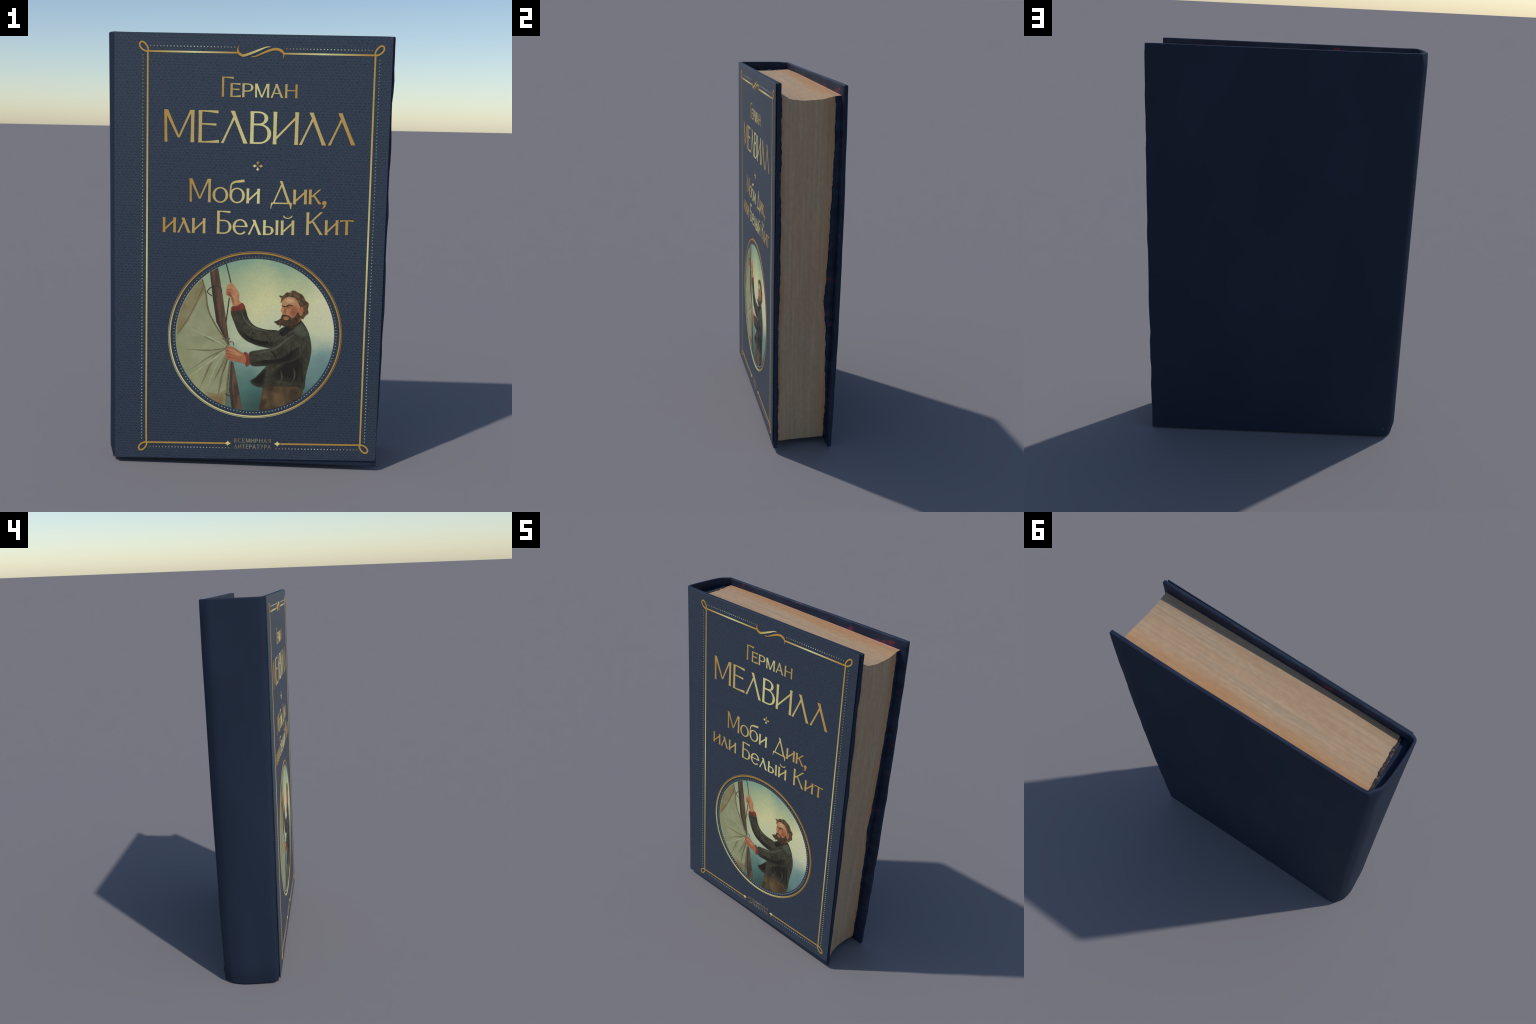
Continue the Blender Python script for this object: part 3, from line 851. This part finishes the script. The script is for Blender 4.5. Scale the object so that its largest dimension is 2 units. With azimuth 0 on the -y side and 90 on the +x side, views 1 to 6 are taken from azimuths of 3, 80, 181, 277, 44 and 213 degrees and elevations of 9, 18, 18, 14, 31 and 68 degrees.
# sail: left half of the disc, gathered where the lower hand holds it
arc_l = [(100 * math.cos(math.radians(a)), -100 * math.sin(math.radians(a))) for a in range(252, 130, -6)]
shape('sail', [(-36, 93), (-34, 60), (-31, 30), (-34, 16), (-32, 13), (-38, 0), (-48, -13), (-56, -30), (-60, -46), (-62, -58), (-67, -72)] + arc_l[::-1], P_SAIL, False)
shape('sail_panel', [(-67, -72), (-62, -60), (-72, -42), (-84, -18), (-98, 0), (-99, -20), (-92, -42), (-80, -62)], P_SAILW, False)
shape('sail_panel', [(-38, 92), (-34, 70), (-45, 78), (-62, 74), (-58, 84), (-48, 90)], P_SAILW, False)
SAIL_C, FOLD_C, DEEP_C, LITE_C = srgb(167, 167, 121), srgb(120, 106, 76), srgb(78, 64, 50), srgb(190, 190, 146)
def fold_w(w): return lambda s: w * (.22 + 1.5 * s * (1 - s) + .35 * (1 - s)) * (1 - .85 * smooth(.65, 1, s))
for a, b, c, w, col in (((-34, 17), (-50, 28), (-70, 74), 5.5, FOLD_C), ((-33, 20), (-40, 38), (-53, 64), 5, FOLD_C), ((-35, 16), (-55, 19), (-90, 18), 3.2, FOLD_C),
                        ((-35, 18), (-58, 36), (-86, 58), 4.5, LITE_C), ((-33, 22), (-40, 52), (-47, 90), 4.5, FOLD_C), ((-34, 15), (-46, 8), (-64, 1), 5, DEEP_C),
                        ((-32, 24), (-37, 42), (-44, 62), 3.2, DEEP_C), ((-36, 14), (-56, 2), (-80, -8), 4, LITE_C), ((-34, 19), (-48, 40), (-62, 82), 3, LITE_C),
                        ((-34, 17), (-54, 26), (-80, 44), 2.2, FOLD_C)):
    soft_stroke('sail_fold', [a, b, c], fold_w(w), SAIL_C, blend(SAIL_C, col, .8))
soft('sail_shade', [(-60, 84), (-40, 78), (-36, 90), (-48, 92)], srgb(156, 142, 98), srgb(150, 124, 78))
stroke('sail_seam', [(-66, -62), (-80, -30), (-97, -2)], .8, P_ROPE)
# mast
shape('mast', [(-58, -83), (-47, -88), (-40, -50), (-35, -16), (-31, 12), (-33, 14), (-38, 2), (-48, -18), (-53, -50)], P_MAST, False)
shape('mast', [(-58, -83), (-55, -84), (-49, -48), (-43, -18), (-33, 12), (-38, 2), (-48, -18), (-53, -50)], P_MASTD, False)
shape('mast', [(-29, 33), (-26, 35), (-20, 64), (-14, 98), (-28, 98), (-31, 72), (-30, 50)], P_MAST, False)
shape('mast', [(-29, 33), (-28, 36), (-27, 70), (-24, 98), (-28, 98), (-31, 72), (-30, 50)], P_MASTD, False)
# ropes and rings
stroke('rope', [(-67, -73), (-62, -56), (-59, -36), (-50, -16), (-38, 3), (-32, 13)], 1.9, P_ROPE)
stroke('rope', [(-30, 34), (-33, 60), (-35, 92)], 1.9, P_ROPE)
stroke('rope', [(-37, -94), (-33, -80), (-30, -68)], 1.3, P_DARK)
stroke('rope', [(-32, -50), (-34, -34), (-36, -18)], 1.3, P_DARK)
stroke('mast_ring', [(-54, -52), (-60, -57), (-55, -63), (-46, -64), (-42, -60), (-44, -56)], 1.1, P_DARK)
stroke('mast_ring', [(-36, 77), (-30, 80), (-22, 80), (-18, 76), (-20, 74)], 1.1, P_DARK)
stroke('rope', [(-41, 3), (-36, 5), (-31, 3), (-33, 7), (-27, 8), (-26, 12)], 1.2, P_ROPE)
# figure: trousers, coat, arms, hands, head
COAT_C, COATD_C, COATL_C = srgb(66, 61, 46), srgb(38, 34, 28), srgb(98, 98, 76)
shape('trousers', [(14, 66), (36, 64), (60, 66), (61, 80), (46, 94), (30, 99), (9, 99), (9, 90), (11, 76)], P_TROU)
shape('coat', [(31, -8), (40, -14), (52, -20), (59, -20), (65, -11), (70, 2), (72, 17), (70, 32), (66, 52), (64, 70), (55, 68), (40, 67),
               (24, 66), (14, 68), (4, 67), (-4, 60), (2, 55), (10, 46), (17, 36), (24, 10)], P_COAT)
soft('coat_shade', [(40, 18), (52, 16), (64, 30), (62, 50), (58, 64), (40, 60), (22, 58), (26, 44), (36, 36)], COAT_C, COATD_C)
soft('coat_shade', [(11, 46), (16, 44), (15, 54), (12, 66), (2, 66), (-4, 60), (2, 55)], COAT_C, COATD_C)
shape('sleeve', [(-30, -33), (-20, -37), (-12, -36), (-8, -24), (0, -14), (14, -9), (32, -7), (34, 4), (26, 14), (16, 15), (2, 11), (-10, 6), (-19, -3), (-25, -16)], P_COAT)
soft('sleeve_shade', [(-24, -14), (-16, -4), (0, 4), (16, 8), (28, 8), (24, 14), (12, 14), (-4, 9), (-18, -3)], COAT_C, COATD_C)
soft_stroke('sleeve_light', [(-16, -30), (-11, -20), (0, -11), (18, -6)], lambda s: 3.2 * (.2 + .8 * math.sin(math.pi * s)), COAT_C, COATL_C)
shape('sleeve', [(-6, 22), (8, 18), (22, 15), (36, 4), (48, -4), (60, 0), (64, 16), (54, 30), (38, 36), (14, 39), (-4, 38)], P_COAT)
soft('sleeve_shade', [(2, 33), (20, 32), (40, 26), (54, 14), (60, 16), (54, 30), (38, 36), (14, 39), (-2, 38)], COAT_C, COATD_C)
soft_stroke('sleeve_light', [(-2, 24), (14, 20), (28, 15), (42, 3), (50, -2)], lambda s: 3.4 * (.2 + .8 * math.sin(math.pi * s)), COAT_C, COATL_C)
soft('shoulder', [(44, -12), (56, -20), (63, -15), (69, -1), (62, 2), (52, -2)], COAT_C, srgb(88, 92, 72))
shape('collar', [(32, -6), (40, -13), (50, -18), (57, -22), (58, -18), (46, -8), (36, 0)], P_COATD)
SKIN_C, RUDDY_C = srgb(206, 146, 98), srgb(176, 102, 68)
shape('cuff', [(-29, -38), (-22, -42), (-15, -43), (-12, -36), (-18, -34), (-28, -33)], P_CUFF)
shape('hand', [(-34, -67), (-29, -69), (-24, -63), (-20, -55), (-20, -47), (-17, -43), (-26, -39), (-29, -44), (-30, -50), (-36, -55), (-36, -61)], P_SKIN)
soft('hand_shade', [(-35, -60), (-31, -62), (-29, -54), (-25, -46), (-26, -40), (-29, -45), (-30, -50), (-36, -55)], SKIN_C, RUDDY_C, 3, .5)
shape('cuff', [(-13, 22), (-9, 22), (-6, 27), (-5, 36), (-9, 40), (-11, 37), (-10, 30)], P_CUFF)
shape('hand', [(-35, 16), (-28, 14), (-20, 19), (-12, 24), (-10, 30), (-11, 36), (-20, 34), (-30, 32), (-35, 29), (-36, 22)], P_SKINR)
soft('hand_light', [(-33, 17), (-28, 16), (-20, 21), (-14, 26), (-20, 27), (-31, 22)], srgb(186, 114, 77), srgb(214, 152, 104))
for q in range(3): stroke('finger', [(-35, 19.5 + 4 * q), (-30, 20 + 4 * q), (-24, 22.5 + 4 * q)], lambda v: .9 * (1 - .7 * v), P_CUFF)
for q in range(3): stroke('finger', [(-35.5, -61 + 3.4 * q), (-31, -60.5 + 3.4 * q), (-28, -59 + 3.4 * q)], lambda v: .8 * (1 - .7 * v), P_CUFF)
shape('neck', [(46, -30), (57, -34), (58, -22), (48, -14), (42, -16)], P_SKINR)
shape('hair', [(30, -53), (35, -53), (39, -57), (44, -57), (47, -60), (54, -57), (60, -53), (63, -47), (67, -43), (66, -36), (67, -31), (63, -27), (60, -23), (56, -27), (54, -36),
               (50, -48), (42, -52), (36, -48), (32, -44), (33, -49)], P_HAIR, True, 3)
shape('face', [(34, -46), (40, -51), (50, -50), (55, -42), (57, -34), (53, -25), (44, -21), (36, -25), (34, -31), (32.5, -34), (34, -39)], P_SKIN)
soft('face_shade', [(45, -39), (52, -41), (56, -34), (53, -26), (45, -23), (42, -29)], SKIN_C, RUDDY_C, 3, .5)
soft('face_shade', [(34, -40), (38, -39.5), (43, -40.5), (49, -39.5), (47, -37), (40, -36), (35, -36.5)], SKIN_C, RUDDY_C, 3, .5)
stroke('brow', [(33.5, -40.5), (37.5, -39), (40, -39.5), (43, -41), (48, -39.5)], lambda v: 1.9 * (.45 + .55 * math.sin(math.pi * v)), P_BEARD)
soft('nose', [(37.5, -38), (39.5, -38), (40, -31), (38, -29.5), (34.5, -30.5), (36, -33)], SKIN_C, RUDDY_C, 3, .5)
shape('ear', [(56.5, -38), (60.5, -38), (60.5, -31), (57, -27), (54.5, -32)], P_SKINR)
soft('forehead_light', [(37, -47), (42, -50), (49, -49), (50, -44), (42, -43)], SKIN_C, srgb(228, 180, 132), 3, .5)
shape('beard', [(34, -28), (38, -28.5), (43, -27), (47, -24), (51, -27), (54, -32), (57, -25), (54, -18), (48, -14), (43, -14), (38, -13), (34, -15), (29, -15),
                (26, -18), (24, -19), (29, -21), (33, -24)], P_BEARD, True, 3)
shape('mouth', [(36, -25.5), (40, -26), (43, -24), (41, -21.5), (37, -22)], P_SKINR)
# strands and creases that break up the flat fields
rnd = random.Random(11)
for q in range(16):
    a = math.radians(lerp(238, 345, q / 15)); x, y = 49 + 14 * math.cos(a) * .9, -41 + 15 * math.sin(a)
    stroke('hair_strand', [(x, y), (x + 3.5 * math.cos(a) - 2, y + 3.2 * math.sin(a) + rnd.uniform(-1, 1))], lambda v: 1.3 * (1 - .8 * v), P_HAIR)
for q in range(14):
    x = lerp(33, 55, q / 13); y = -16 - 3 * math.sin(q * .5)
    stroke('beard_strand', [(x, y), (x - 2.5 + rnd.uniform(-1, 1), y + 3 + rnd.uniform(-.6, 1.2))], lambda v: 1.4 * (1 - .8 * v), P_BEARD)
for a, b, c in (((10, -3), (16, 2), (20, 10)), ((-6, -14), (-4, -6), (-6, 2)), ((20, 19), (26, 24), (28, 33)), ((38, 8), (44, 14), (44, 24)), ((62, 4), (58, 14), (60, 26)),
                ((34, 44), (36, 54), (34, 64)), ((50, 40), (52, 52), (48, 64)), ((60, 36), (60, 48), (62, 62))):
    soft_stroke('coat_crease', [a, b, c], lambda v: 2.6 * math.sin(math.pi * clamp(v, .04, .96)), COAT_C, blend(COATL_C, COAT_C, .6) if (a[0] % 4) else COATD_C)
soft('trouser_shade', [(46, 68), (58, 68), (60, 78), (50, 88), (44, 84)], srgb(100, 80, 52), srgb(78, 61, 42))
